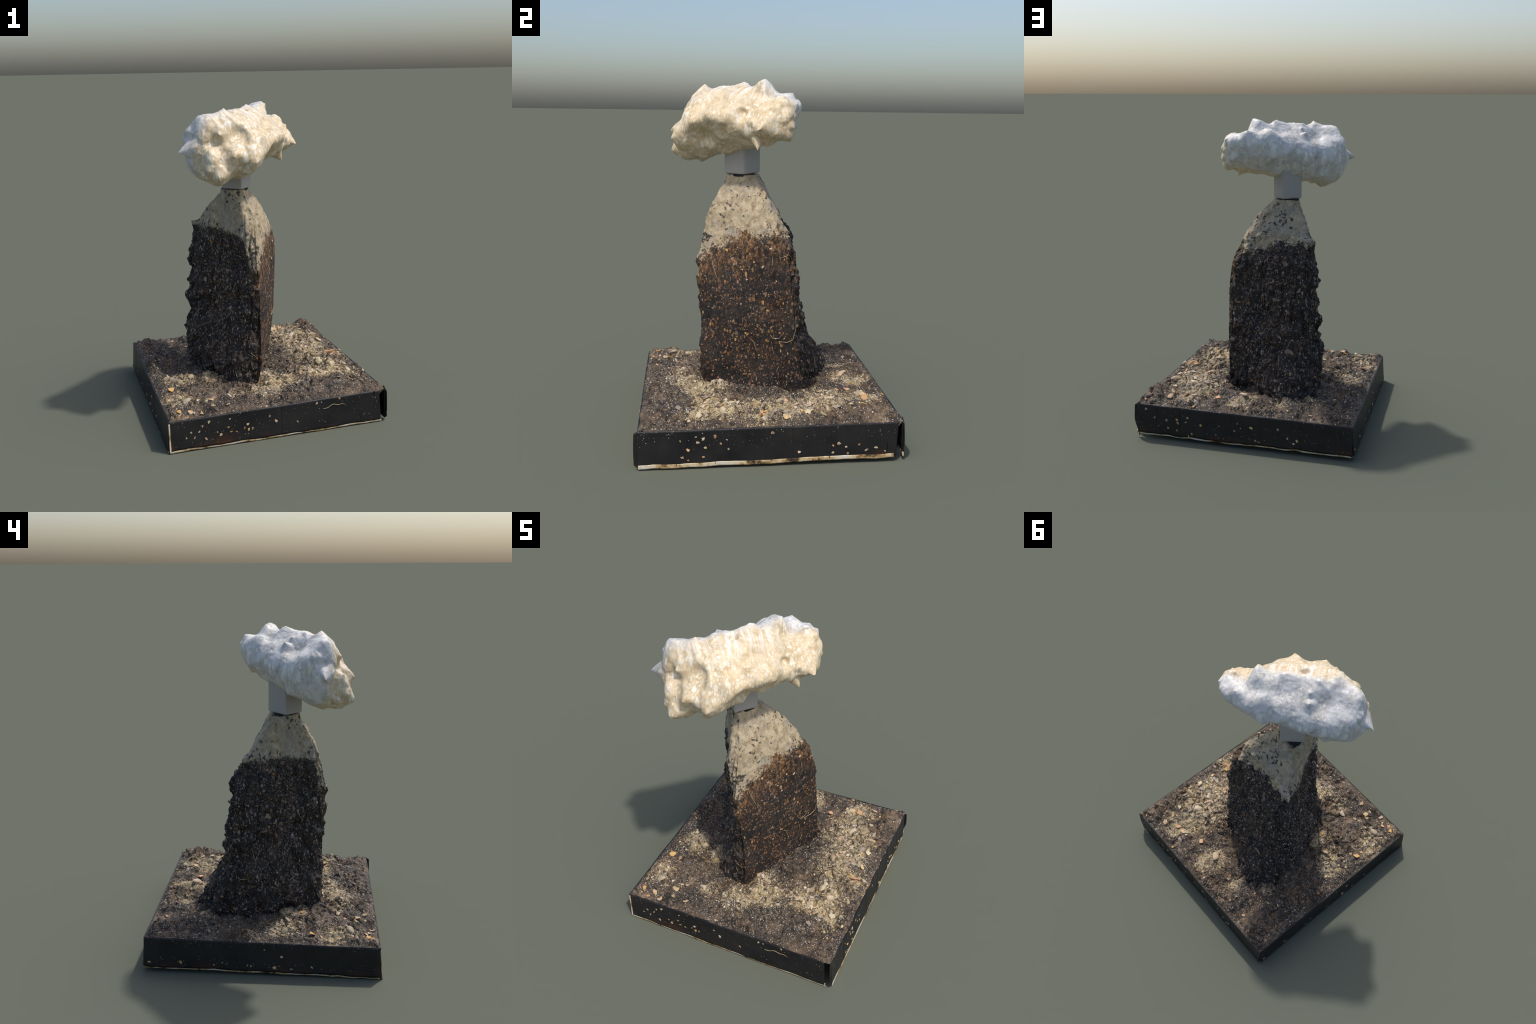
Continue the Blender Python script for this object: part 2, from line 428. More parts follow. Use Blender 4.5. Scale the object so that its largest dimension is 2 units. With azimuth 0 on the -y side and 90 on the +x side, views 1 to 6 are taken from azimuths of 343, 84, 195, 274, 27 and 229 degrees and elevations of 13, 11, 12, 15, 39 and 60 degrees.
def build_soil():
    N = 330
    S = HALF - .004
    verts, faces = [], []
    for j in range(N + 1):
        for i in range(N + 1):
            x, y = -S + 2 * S * i / N, -S + 2 * S * j / N
            k = .004 * min(1, (HALF - max(abs(x), abs(y))) / .03)
            verts.append((x + k * noise.noise((x * 60, y * 60, 2)), y + k * noise.noise((x * 60, y * 60, 7)), soil_height(x, y)))
    for j in range(N):
        for i in range(N):
            a = j * (N + 1) + i
            faces.append((a, a + 1, a + N + 2, a + N + 1))
    ring = [i for i in range(N + 1)] + [(j * (N + 1) + N) for j in range(1, N + 1)] + \
           [N * (N + 1) + i for i in range(N - 1, -1, -1)] + [j * (N + 1) for j in range(N - 1, 0, -1)]
    base = len(verts)
    for r in ring:
        px, py = verts[r][0], verts[r][1]
        near = max(smoothstep(.09, .03, math.hypot(px - S, py + S)), smoothstep(.09, .03, math.hypot(px - S, py - S)))
        verts.append((px - .05 * near, py + .05 * near * (1 if py < 0 else -1), .13))
    m = len(ring)
    for k in range(m):
        faces.append((ring[(k + 1) % m], ring[k], base + k, base + (k + 1) % m))
    faces.append(tuple(base + k for k in range(m))[::-1])
    ob = mesh_object("soil_bed", verts, faces, M_SOIL, root)
    ob.data.materials.append(M_DARK)
    for p in ob.data.polygons:
        if p.normal.z < .2 and p.center.z < .16:
            p.material_index = 1
    return ob


soil = build_soil()


def side_frame(side):
    """corner start, direction along the side, outward normal"""
    return {'south': (Vector((-HALF, -HALF, 0)), Vector((1, 0, 0)), Vector((0, -1, 0))),
            'east': (Vector((HALF, -HALF, 0)), Vector((0, 1, 0)), Vector((1, 0, 0))),
            'north': (Vector((HALF, HALF, 0)), Vector((-1, 0, 0)), Vector((0, 1, 0))),
            'west': (Vector((-HALF, HALF, 0)), Vector((0, -1, 0)), Vector((-1, 0, 0)))}[side]


def strip(name, side, s0, s1, z_low, z_high, out, thick, material, parent, ns=180, nz=16, wave=.0015, lean=None):
    spread = {'south': .015, 'east': .006, 'north': .012, 'west': .014}[side]
    """A closed sheet following one side of the tray between arc lengths s0..s1."""
    o, d, n = side_frame(side)
    verts, faces = [], []
    for layer in (0, 1):
        for k in range(nz + 1):
            for i in range(ns + 1):
                v = k / nz
                s = s0 + (s1 - s0) * i / ns
                if lean:
                    s = lean(s, v)
                p = o + d * s
                zl, zh = z_low(p.x, p.y), z_high(p.x, p.y)
                z = zl + (zh - zl) * v
                w = wave * fbm((p.x, p.y, z), 7, 3, 4.0)
                q = p + n * (out + w - layer * thick + spread * max(0, 1 - z / rim_height(p.x, p.y)) ** 1.3)
                verts.append((q.x, q.y, z))
    row = ns + 1
    L = row * (nz + 1)
    for k in range(nz):
        for i in range(ns):
            a = k * row + i
            faces.append((a, a + 1, a + row + 1, a + row))
            faces.append((L + a, L + a + row, L + a + row + 1, L + a + 1))
    loop = [i for i in range(row)] + [k * row + ns for k in range(1, nz + 1)] + [nz * row + i for i in range(ns - 1, -1, -1)] + [k * row for k in range(nz - 1, 0, -1)]
    for a, b in zip(loop, loop[1:] + loop[:1]):
        faces.append((b, a, L + a, L + b))
    return mesh_object(name, verts, faces, material, parent)


tray = bpy.data.objects.new("tray", None)
bpy.context.scene.collection.objects.link(tray)
tray.parent = root
top_edge = lambda x, y: rim_height(x, y) + .002 + .0025 * fbm((x, y, 0), 9, 3, 6.0)
low_edge = lambda x, y: foot_height(x, y) + .010 + .004 * fbm((x, y, 0), 6, 2, 9.0)
W = 2 * HALF
# the southern sheet stops short of the eastern corner, the eastern one short of the northern
strip("wall", 'south', 0, W - .036, low_edge, top_edge, 0, .008, M_WALL, tray, lean=lambda s, v: s - (.010 * v if s > W - .08 else 0))
strip("wall", 'east', .002, W - .026, low_edge, top_edge, 0, .008, M_WALL, tray, lean=lambda s, v: s - (.012 * (1 - v) ** 2 + .004 if s > W - .08 else 0))
strip("wall", 'north', .012, W, low_edge, top_edge, 0, .008, M_WALL, tray)
strip("wall", 'west', 0, W, low_edge, top_edge, .001, .008, M_WALL, tray)
# paper edge showing below the black sheets
z_foot = lambda x, y: foot_height(x, y)
rim_top = lambda x, y: foot_height(x, y) + .022
for side, s0, s1, out in (('south', .004, W - .034, -.0005), ('east', .004, W - .05, .0005), ('north', .004, W - .004, -.003), ('west', .004, W - .004, -.0025)):
    strip("paper_edge", side, s0, s1, z_foot, rim_top, out, .006, M_RIM, tray, nz=4, wave=.002)
strip("paper_edge", 'south', -.003, .006, z_foot, lambda x, y: top_edge(x, y) - .012, .0015, .005, M_RIM, tray, ns=4, nz=14, wave=.002)


def corner_flap(name, corner, along, outward, length, bow, taper):
    """A loose end of sheet curling past a corner."""
    verts, faces = [], []
    ns, nz = 10, 18
    for layer in (0, 1):
        for k in range(nz + 1):
            v = k / nz
            for i in range(ns + 1):
                u = i / ns
                reach = length * (0.94 + .06 * math.sin(math.pi * v)) * (.25 + .75 * smoothstep(0, taper, v))
                p = Vector(corner) + Vector(along) * (u * reach) + Vector(outward) * (bow * u * u * (1.1 - v) - layer * .003)
                z = .006 + .02 * (1 - u) + v * (top_edge(corner[0], corner[1]) - .010 - .004 * u)
                verts.append((p.x, p.y, z))
    row = ns + 1
    L = row * (nz + 1)
    for k in range(nz):
        for i in range(ns):
            a = k * row + i
            faces += [(a, a + 1, a + row + 1, a + row), (L + a, L + a + row, L + a + row + 1, L + a + 1)]
    loop = [i for i in range(row)] + [k * row + ns for k in range(1, nz + 1)] + [nz * row + i for i in range(ns - 1, -1, -1)] + [k * row for k in range(nz - 1, 0, -1)]
    for a, b in zip(loop, loop[1:] + loop[:1]):
        faces.append((b, a, L + a, L + b))
    return mesh_object(name, verts, faces, M_WALL, tray)


corner_flap("loose_sheet", (HALF - .001, -HALF + .03, 0), (0, -1, 0), (1, 0, 0), .050, .004, .1)
corner_flap("loose_sheet", (HALF - .03, HALF - .001, 0), (1, 0, 0), (0, 1, 0), .040, .010, .6)

# tape seams standing slightly proud on the walls
for side, ss in (('south', (.20, .42, .70, 1.03, 1.22)), ('east', (.20, .40, .60, .80, 1.00, 1.20)),
                 ('north', (.14, .30, .47, .64, .82, 1.08)), ('west', (.18, .36, .55, .74, .94, 1.18))):
    for s in ss:
        strip("tape_seam", side, s, s + .0022, low_edge, top_edge, .0014, .004, M_DARK, tray, ns=2, nz=12)

# ---- column -------------------------------------------------------------
# plan of the column at several heights: twelve points, starting at the southern corner and
# running counter-clockwise (south corner x2, east face x2, east corner, north face x3,
# north-west corner x2, west face x2)
PLAN = [
    (0.140, [(-.18, -.345), (-.05, -.335), (.03, -.19), (.10, .0), (.212, .25), (.165, .245), (.11, .20), (-.10, .37), (-.235, .435), (-.32, .33), (-.365, .08), (-.275, -.14)]),
    (0.230, [(-.18, -.350), (-.035, -.34), (.025, -.19), (.115, .01), (.220, .245), (.17, .238), (.112, .215), (-.10, .385), (-.24, .44), (-.345, .335), (-.385, .09), (-.285, -.145)]),
    (0.270, [(-.175, -.353), (-.030, -.35), (.025, -.20), (.12, .01), (.226, .235), (.18, .240), (.105, .265), (-.10, .385), (-.248, .435), (-.345, .31), (-.388, .09), (-.29, -.15)]),
    (0.350, [(-.168, -.355), (-.02, -.360), (.042, -.20), (.13, .01), (.232, .215), (.195, .238), (.10, .262), (-.09, .360), (-.253, .392), (-.368, .26), (-.39, .085), (-.285, -.155)]),
    (0.450, [(-.145, -.338), (-.02, -.357), (.062, -.19), (.138, .0), (.238, .195), (.20, .230), (.10, .25), (-.07, .300), (-.265, .315), (-.392, .20), (-.378, .055), (-.250, -.15)]),
    (0.620, [(-.112, -.326), (-.02, -.354), (.08, -.19), (.16, -.01), (.243, .175), (.20, .222), (.04, .235), (-.13, .250), (-.29, .252), (-.386, .17), (-.330, .02), (-.190, -.15)]),
    (0.800, [(-.092, -.328), (-.03, -.370), (.08, -.20), (.165, -.02), (.245, .155), (.19, .204), (.03, .200), (-.14, .225), (-.30, .238), (-.365, .155), (-.303, .0), (-.174, -.165)]),
    (0.950, [(-.088, -.334), (-.040, -.383), (.07, -.20), (.165, -.02), (.245, .138), (.19, .188), (.03, .184), (-.14, .205), (-.30, .218), (-.358, .145), (-.290, -.01), (-.168, -.172)]),
    (1.050, [(-.092, -.318), (-.040, -.357), (.06, -.20), (.15, -.05), (.234, .112), (.177, .170), (.02, .168), (-.14, .190), (-.28, .205), (-.345, .138), (-.288, -.01), (-.170, -.17)]),
    (1.120, [(-.096, -.318), (-.036, -.342), (.052, -.20), (.135, -.05), (.214, .090), (.160, .146), (.01, .145), (-.14, .16), (-.285, .185), (-.340, .134), (-.280, -.015), (-.172, -.17)]),
    (1.190, [(-.098, -.316), (-.033, -.324), (.042, -.20), (.116, -.06), (.182, .068), (.134, .114), (.0, .115), (-.14, .128), (-.275, .155), (-.340, .135), (-.268, -.03), (-.165, -.17)]),
    (1.222, [(-.098, -.308), (-.032, -.315), (.036, -.20), (.108, -.06), (.168, .060), (.122, .102), (-.005, .104), (-.14, .108), (-.268, .142), (-.340, .138), (-.260, -.035), (-.160, -.168)]),
    (1.242, [(-.098, -.300), (-.032, -.308), (.032, -.20), (.100, -.07), (.157, .054), (.112, .094), (-.01, .098), (-.14, .10), (-.256, .098), (-.302, .088), (-.250, -.045), (-.158, -.167)]),
    (1.300, [(-.098, -.277), (-.036, -.284), (.020, -.19), (.076, -.07), (.128, .042), (.076, .066), (-.03, .072), (-.14, .072), (-.235, .066), (-.270, .054), (-.225, -.06), (-.155, -.165)]),
    (1.360, [(-.10, -.244), (-.046, -.250), (.004, -.16), (.048, -.07), (.086, .020), (.03, .036), (-.06, .038), (-.14, .036), (-.213, .028), (-.240, .008), (-.205, -.07), (-.152, -.165)]),
    (1.430, [(-.107, -.200), (-.068, -.208), (-.022, -.13), (.004, -.075), (.018, -.032), (-.02, .002), (-.07, .004), (-.12, .0), (-.165, -.008), (-.188, -.04), (-.180, -.11), (-.148, -.165)]),
    (1.462, [(-.11, -.195), (-.078, -.20), (-.036, -.135), (-.012, -.10), (-.010, -.07), (-.035, -.04), (-.07, -.012), (-.12, -.015), (-.155, -.02), (-.175, -.045), (-.172, -.11), (-.148, -.16)]),
]
SHARP = {1, 4, 9}                  # corners kept crisp


def plan_at(z):
    for (z0, a), (z1, b) in zip(PLAN, PLAN[1:]):
        if z <= z1:
            t = (z - z0) / (z1 - z0)
            return [Vector((p[0] + (q[0] - p[0]) * t, p[1] + (q[1] - p[1]) * t)) for p, q in zip(a, b)]
    return [Vector(p) for p in PLAN[-1][1]]


def ring_at(z, per):
    P = plan_at(z)
    n = len(P)
    out = []
    for i in range(n):
        p0, p1, p2, p3 = P[i - 1], P[i], P[(i + 1) % n], P[(i + 2) % n]
        if i in SHARP:
            p0 = p1 + (p1 - p2) * .6
        if (i + 1) % n in SHARP:
            p3 = p2 + (p2 - p1) * .6
        for k in range(per):
            t = k / per
            lin = p1.lerp(p2, t)
            cur = catmull(p0, p1, p2, p3, t)
            out.append(lin.lerp(cur, .6))
    return out


# knobs and hollows that show in the outline: centre, push, radius
COLUMN_KNOBS = [((-.19, .27, .64), (-.02, .055, 0), .035), ((-.37, .15, .95), (-.028, -.008, 0), .035), ((-.37, .155, .83), (-.022, .0, 0), .04),
                ((-.38, .14, .69), (-.022, .0, 0), .05), ((-.345, .135, 1.19), (-.004, .004, .004), .045),
                ((-.30, .18, 1.08), (.0, .024, 0), .05), ((-.38, .16, .50), (-.012, 0, 0), .05),
                ((-.36, .14, .89), (.020, 0, 0), .04), ((-.36, .14, .76), (.018, 0, 0), .04), ((-.37, .13, .60), (.016, 0, 0), .05),
                ((-.27, .0, .66), (.02, .01, 0), .08), ((-.19, -.15, .72), (.014, .008, 0), .07), ((-.25, .0, 1.10), (.014, .005, 0), .06),
                ((-.22, -.08, .92), (-.016, -.010, 0), .06), ((-.14, -.2, .85), (-.012, -.008, 0), .06), ((-.29, .04, .80), (-.012, -.008, 0), .05),
                ((.09, .22, .42), (-.01, -.035, 0), .045), ((.09, .2, .30), (-.01, -.045, 0), .05), ((-.15, .29, .36), (0, .035, 0), .07),
                ((-.04, -.38, .97), (.0, -.010, 0), .04), ((-.03, -.37, .82), (.0, -.008, 0), .04), ((-.06, -.37, .90), (.01, .014, 0), .03),
                ((-.36, .02, .25), (.035, .0, 0), .05), ((-.28, -.12, .21), (.03, .02, 0), .05)]


def build_column():
    per, rings = 26, 250
    n = per * 12
    verts = []
    z0, z1 = PLAN[0][0], PLAN[-1][0]
    for j in range(rings + 1):
        z = z0 + (z1 - z0) * j / rings
        verts += [Vector((p.x, p.y, z)) for p in ring_at(z, per)]
    faces = []
    for j in range(rings):
        for i in range(n):
            a, b = j * n + i, j * n + (i + 1) % n
            faces.append((a, b, b + n, a + n))
    faces.append(tuple(range(n))[::-1])
    faces.append(tuple(rings * n + i for i in range(n)))
    for c, push, r in COLUMN_KNOBS:
        c, push = Vector(c), Vector(push)
        for v in verts:
            d = (v - c).length / r
            if d < 2:
                w = max(0, 1 - d / 2)
                v += push * (w * w * (3 - 2 * w))
    # surface relief along the ring normals
    me = bpy.data.meshes.new("tmp")
    me.from_pydata([tuple(v) for v in verts], [], faces)
    me.update()
    norms = [v.normal.copy() for v in me.vertices]
    bpy.data.meshes.remove(me)
    for v, nn in zip(verts, norms):
        east = smoothstep(.45, .85, nn.x * .88 - nn.y * .47)
        tip = smoothstep(1.16, 1.24, v.z)
        rough = (1 - east) * (1 - .75 * tip)
        fade = 1 - smoothstep(1.43, 1.46, v.z)
        d = rough * (.015 * fbm(v, 6, 3, 1.7) + .017 * (noise.turbulence(v * 11, 3, False) - .42))
        crack = noise.voronoi(v * 13.0 + Vector((.7, .1, .3)))[0]
        groove = abs(fbm((v.x, v.y, v.z * .28), 13, 2, 2.9))
        d -= rough * .020 * max(0, .22 - groove) / .22 - .006 * rough
        d += rough * .014 * (min(.55, crack[1] - crack[0]) - .25)
        d += (.006 * rough + .002) * fbm(v, 45, 3, 3.1) + .003 * fbm(v, 12, 3, 6.6)
        v += nn * (d * fade)
    return verts, faces


cverts, cfaces = build_column()
column_bvh = BVHTree.FromPolygons([tuple(v) for v in cverts], cfaces)


def split_column():
    """One continuous surface, shared out to a plastered tip and a peat body."""
    whole = bpy.data.meshes.new("whole")
    whole.from_pydata([tuple(v) for v in cverts], [], cfaces)
    whole.update()
    normals = [v.normal.copy() for v in whole.vertices]
    tip, body = [], []
    for f in cfaces:
        c = sum((cverts[i] for i in f), Vector()) / len(f)
        lim = 1.19
        a = math.degrees(math.atan2(c.y - CY, c.x - CX))
        if -100 < a < -60:
            lim = 1.0
        elif -60 <= a < 60:
            lim = 1.13
        (tip if c.z > lim + .02 * fbm(c, 12, 2, 1) else body).append(f)
    bpy.data.meshes.remove(whole)
    obs = []
    for name, fs in (("column_body", body), ("plastered_tip", tip)):
        used = sorted({i for f in fs for i in f})
        ix = {i: k for k, i in enumerate(used)}
        ob = mesh_object(name, [cverts[i] for i in used], [tuple(ix[i] for i in f) for f in fs], M_COLUMN, root)
        ob.data.normals_split_custom_set_from_vertices([normals[i] for i in used])
        obs.append(ob)
    return obs


body, tip = split_column()

# ---- neck ---------------------------------------------------------------
NECK = [(-.088, -.216), (.012, -.109), (-.089, -.002), (-.190, -.116)]   # S, E, N, W corners


def build_neck():
    bm = bmesh.new()
    c = Vector((-.0885, -.111))
    layers = []
    for z, k in ((1.466, .90), (1.471, .985), (1.485, 1.0), (1.56, 1.0), (1.67, 1.0)):
        ring = []
        for i, p in enumerate(NECK):
            q = Vector(p)
            a = (Vector(NECK[i - 1]) - q).normalized()
            b = (Vector(NECK[(i + 1) % 4]) - q).normalized()
            rad = .010 if i != 1 else .022
            for t in range(6):
                u = t / 5
                e0, e1 = q + a * rad, q + b * rad
                s = e0.lerp(q, u).lerp(q.lerp(e1, u), u)
                s = c + (s - c) * k
                ring.append(bm.verts.new((s.x, s.y, z + (.004 if i == 2 else 0))))
        layers.append(ring)
    m = len(layers[0])
    for lo, hi in zip(layers, layers[1:]):
        for i in range(m):
            bm.faces.new((lo[i], lo[(i + 1) % m], hi[(i + 1) % m], hi[i]))
    bm.faces.new(layers[0][::-1])
    bm.faces.new(layers[-1])
    me = bpy.data.meshes.new("paper_neck")
    bm.to_mesh(me)
    bm.free()
    me.materials.append(M_PAPER)
    for p in me.polygons:
        p.use_smooth = True
    me.set_sharp_from_angle(angle=math.radians(35))
    ob = bpy.data.objects.new("paper_neck", me)
    bpy.context.scene.collection.objects.link(ob)
    ob.parent = root
    return ob


neck = build_neck()
ring = []
for j, (z, k) in enumerate(((1.452, .78), (1.460, .80), (1.4675, .76))):
    for i in range(48):
        a = 2 * math.pi * i / 48
        s = .098 * k / max(abs(math.cos(a)), abs(math.sin(a))) ** .35 / 1.05
        rot = a + math.radians(1)
        q = Vector((math.cos(rot), math.sin(rot))) * s / (abs(math.cos(rot)) + abs(math.sin(rot))) ** .6
        ring.append((-.0885 + q.x, -.111 + q.y, z + .002 * noise.noise((i * .7, j, 0))))
jf = [(j * 48 + i, j * 48 + (i + 1) % 48, (j + 1) * 48 + (i + 1) % 48, (j + 1) * 48 + i) for j in range(2) for i in range(48)]
jf += [tuple(range(48))[::-1], tuple(range(96, 144))]
mesh_object("dark_joint", ring, jf, M_DARK, root)

# ---- cloud --------------------------------------------------------------
AX = Vector((.765, .644, 0))       # long axis
BX = Vector((.644, -.765, 0))      # across, to the south-east
ORIGIN = Vector((-.095, -.18, 0))
# position along the axis, centre across, centre height, radii every 30 degrees
# (0 = towards the south-east, 90 = up)
SECTIONS = [
    (-.378, -.036, 1.715, [.015] * 12),
    (-.370, -.036, 1.716, [.085, .075, .085, .11, .105, .095, .08, .075, .08, .09, .11, .105]),
    (-.350, -.036, 1.720, [.135, .115, .125, .155, .150, .142, .125, .115, .12, .13, .16, .155]),
    (-.315, -.034, 1.726, [.168, .145, .160, .194, .188, .180, .158, .158, .166, .172, .200, .182]),
    (-.245, -.014, 1.731, [.206, .184, .206, .208, .188, .206, .208, .192, .196, .200, .198, .197]),
    (-.170, .011, 1.740, [.242, .206, .214, .199, .197, .218, .234, .212, .200, .193, .189, .220]),
    (-.090, .020, 1.753, [.262, .216, .208, .195, .192, .218, .242, .214, .198, .184, .188, .222]),
    (-.010, .012, 1.760, [.258, .204, .208, .202, .184, .206, .234, .205, .188, .177, .189, .214]),
    (.070, .009, 1.775, [.248, .198, .200, .178, .178, .208, .222, .196, .184, .176, .188, .208]),
    (.150, .013, 1.784, [.232, .186, .182, .168, .180, .208, .212, .188, .180, .170, .184, .210]),
    (.230, -.010, 1.793, [.208, .165, .157, .157, .180, .208, .190, .166, .160, .158, .184, .202]),
    (.310, -.025, 1.790, [.158, .120, .126, .132, .162, .180, .150, .132, .124, .136, .162, .184]),
    (.380, -.014, 1.787, [.132, .104, .112, .104, .148, .152, .124, .112, .106, .113, .140, .156]),
    (.430, -.002, 1.790, [.112, .087, .100, .102, .106, .132, .108, .096, .091, .098, .116, .122]),
    (.464, .0, 1.792, [.085, .066, .078, .086, .080, .094, .074, .068, .076, .082, .092, .088]),
    (.482, .0, 1.792, [.045, .038, .042, .046, .043, .048, .04, .038, .04, .043, .047, .045]),
    (.488, .0, 1.792, [.010] * 12),
]
# peaks of the stretched fabric: tip, radius
PEAKS = [((-.470, -.350, 1.725), .075), ((-.306, -.520, 1.572), .12), ((.113, .005, 1.999), .085), ((.06, .03, 1.990), .05), ((.135, -.03, 1.985), .05),
         ((.254, .089, 1.905), .07), ((-.350, -.360, 1.945), .09), ((.328, -.056, 1.735), .07), ((-.077, -.525, 1.664), .08),
         ((.107, .159, 1.929), .05), ((-.275, -.074, 1.825), .08), ((-.215, -.528, 1.707), .07), ((-.13, -.49, 1.60), .07),
         ((.0, -.085, 1.982), .09), ((-.115, -.185, 1.968), .09), ((-.235, -.275, 1.952), .08), ((-.05, -.14, 1.976), .06), ((-.175, -.235, 1.962), .06), ((-.44, -.36, 1.66), .07), ((-.44, -.30, 1.86), .05), ((.20, .17, 1.80), .06),]
# thin flaps of loose film: foot on the surface, tip, radius
FLAPS = [((.205, -.055, 1.66), (.240, -.050, 1.612), .034), ((-.40, -.33, 1.745), (-.510, -.350, 1.731), .050),
         ((.31, -.05, 1.745), (.333, -.060, 1.722), .024), ((.09, .02, 1.985), (.118, .004, 1.999), .03)]
DENTS = [((.20, .035, 1.955), (-.015, .0, -.03), .045), ((.27, .03, 1.86), (-.012, -.005, 0), .04), ((-.263, -.184, 1.865), (.02, -.02, -.030), .08), ((.196, -.146, 1.806), (-.035, .035, 0), .035), ((-.060, -.215, 1.962), (0, .0, -.045), .020),
         ((.03, -.36, 1.70), (-.02, .03, .0), .07), ((-.17, -.44, 1.82), (.03, .04, 0), .07), ((.22, -.02, 1.93), (-.02, 0, -.02), .06), ((.05, .08, 1.94), (0, -.01, -.015), .05),
         ((-.33, -.45, 1.76), (.035, .055, .0), .06), ((-.27, -.47, 1.70), (.02, .04, 0), .045), ((-.05, -.02, 1.90), (.005, -.008, -.020), .06), ((.15, -.26, 1.70), (-.015, .03, .0), .05),
         ((-.15, -.52, 1.62), (.0, .04, .02), .035), ((.17, -.12, 1.65), (-.01, .0, .02), .05), ((.07, -.27, 1.90), (-.01, .015, -.01), .05), ((-.42, -.33, 1.80), (.02, .0, 0), .035)]


def section_at(u):
    n = len(SECTIONS)
    i = min(int(u), n - 2)
    t = u - i
    q = [SECTIONS[max(0, min(n - 1, k))] for k in (i - 1, i, i + 1, i + 2)]
    f = lambda g: catmull(g(q[0]), g(q[1]), g(q[2]), g(q[3]), t)
    return f(lambda s: s[0]), f(lambda s: s[1]), f(lambda s: s[2]), [max(.004, f(lambda s, k=k: s[3][k])) for k in range(12)]


def build_cloud():
    rings, around = 230, 300
    verts, faces = [], []
    for j in range(rings + 1):
        t, cb, cz, rad = section_at((len(SECTIONS) - 1) * j / rings)
        for i in range(around):
            w = 12 * i / around
            k = int(w)
            r = catmull(rad[k - 1], rad[k], rad[(k + 1) % 12], rad[(k + 2) % 12], w - k)
            a = 2 * math.pi * i / around
            p = ORIGIN + AX * t + BX * (cb + r * math.cos(a))
            verts.append(Vector((p.x, p.y, cz + r * math.sin(a))))
    for j in range(rings):
        for i in range(around):
            a, b = j * around + i, j * around + (i + 1) % around
            faces.append((a, a + around, b + around, b))
    faces.append(tuple(range(around)))
    faces.append(tuple(rings * around + i for i in range(around))[::-1])

    def normals():
        me = bpy.data.meshes.new("tmp")
        me.from_pydata([tuple(v) for v in verts], [], faces)
        me.update()
        out = [v.normal.copy() for v in me.vertices]
        bpy.data.meshes.remove(me)
        return out

    # broad soft lobes
    for v, n in zip(verts, normals()):
        calm = .45 + .55 * smoothstep(-.08, .05, (v - ORIGIN).dot(BX))
        v += n * calm * (.018 * fbm(v, 5.5, 2, 4.4) - .015 * abs(fbm(v, 7.5, 1, 9.1)))
    # fabric caught on the stuffing: small tent-like points
    rr = random.Random(21)
    tents = []
    while len(tents) < 72:
        v = rr.choice(verts)
        if (v - ORIGIN).dot(BX) < -.02 and rr.random() < .72:
            continue
        if min([(v - q).length for q, _, _ in tents] + [9]) > .045:
            tents.append((v.copy(), rr.uniform(.006, .014) + .028 * rr.random() ** 2, rr.uniform(.05, .12)))
    for v, n in zip(verts, normals()):
        up = 0
        for q, h, r in tents:
            d2 = (v - q).length_squared
            if d2 < r * r:
                up = max(up, h * (1 - math.sqrt(d2) / r) ** 1.8)
        v += n * (up - .004)
    for tip_, r in PEAKS:
        tip_ = Vector(tip_)
        near = min(verts, key=lambda v: (v - tip_).length_squared).copy()
        pull = tip_ - near
        for v in verts:
            d = (v - near).length / (r * 1.25)
            if d < 1:
                v += pull * (1 - d) ** 1.25
    for foot, end, r in FLAPS:
        foot, end = Vector(foot), Vector(end)
        near = min(verts, key=lambda v: (v - foot).length_squared).copy()
        for v in verts:
            d = (v - near).length / (r * 1.3)
            if d < 1:
                v += (end - near) * (1 - d) ** 1.25
    for c, push, r in DENTS:
        c, push = Vector(c), Vector(push)
        for v in verts:
            d = (v - c).length / r
            if d < 2.2:
                v += push * math.exp(-d * d * 1.2)
    # small wrinkles and the gathers running down from the ridge
    for v, n in zip(verts, normals()):
        s = (v - ORIGIN).dot(AX)
        b = (v - ORIGIN).dot(BX)
        gather = smoothstep(1.84, 1.93, v.z) * smoothstep(-.03, .05, b)
        pleat = math.sin(s * 150 + 3 * fbm(v, 8, 2, 2))
        v += n * (.0018 * pleat * gather * (.4 + 1.2 * fbm(v, 7, 2, 8)) + .0016 * fbm(v, 26, 3, 7.7) - .0030 * abs(fbm((v.x, v.y, v.z * .6), 24, 2, 5.5)))
        v.z = min(v.z, 1.9995)
    return mesh_object("cloud", verts, faces, M_CLOUD, root)


cloud = build_cloud()

# ---- loose matter ---------------------------------------------------------
def pebble_mesh(name, seed, flat, material):
    bm = bmesh.new()
    bmesh.ops.create_icosphere(bm, subdivisions=3, radius=1)
    for v in bm.verts:
        p = v.co.copy()
        v.co = p * (1 + .42 * noise.noise(p * 1.1 + Vector((seed, 0, 0))) + .10 * noise.noise(p * 2.6 + Vector((0, seed, 0))))
        v.co.z *= flat * .62
        v.co.y *= .72
    me = bpy.data.meshes.new(name)
    bm.to_mesh(me)
    bm.free()
    me.materials.append(material)
    for p in me.polygons:
        p.use_smooth = True
    return me


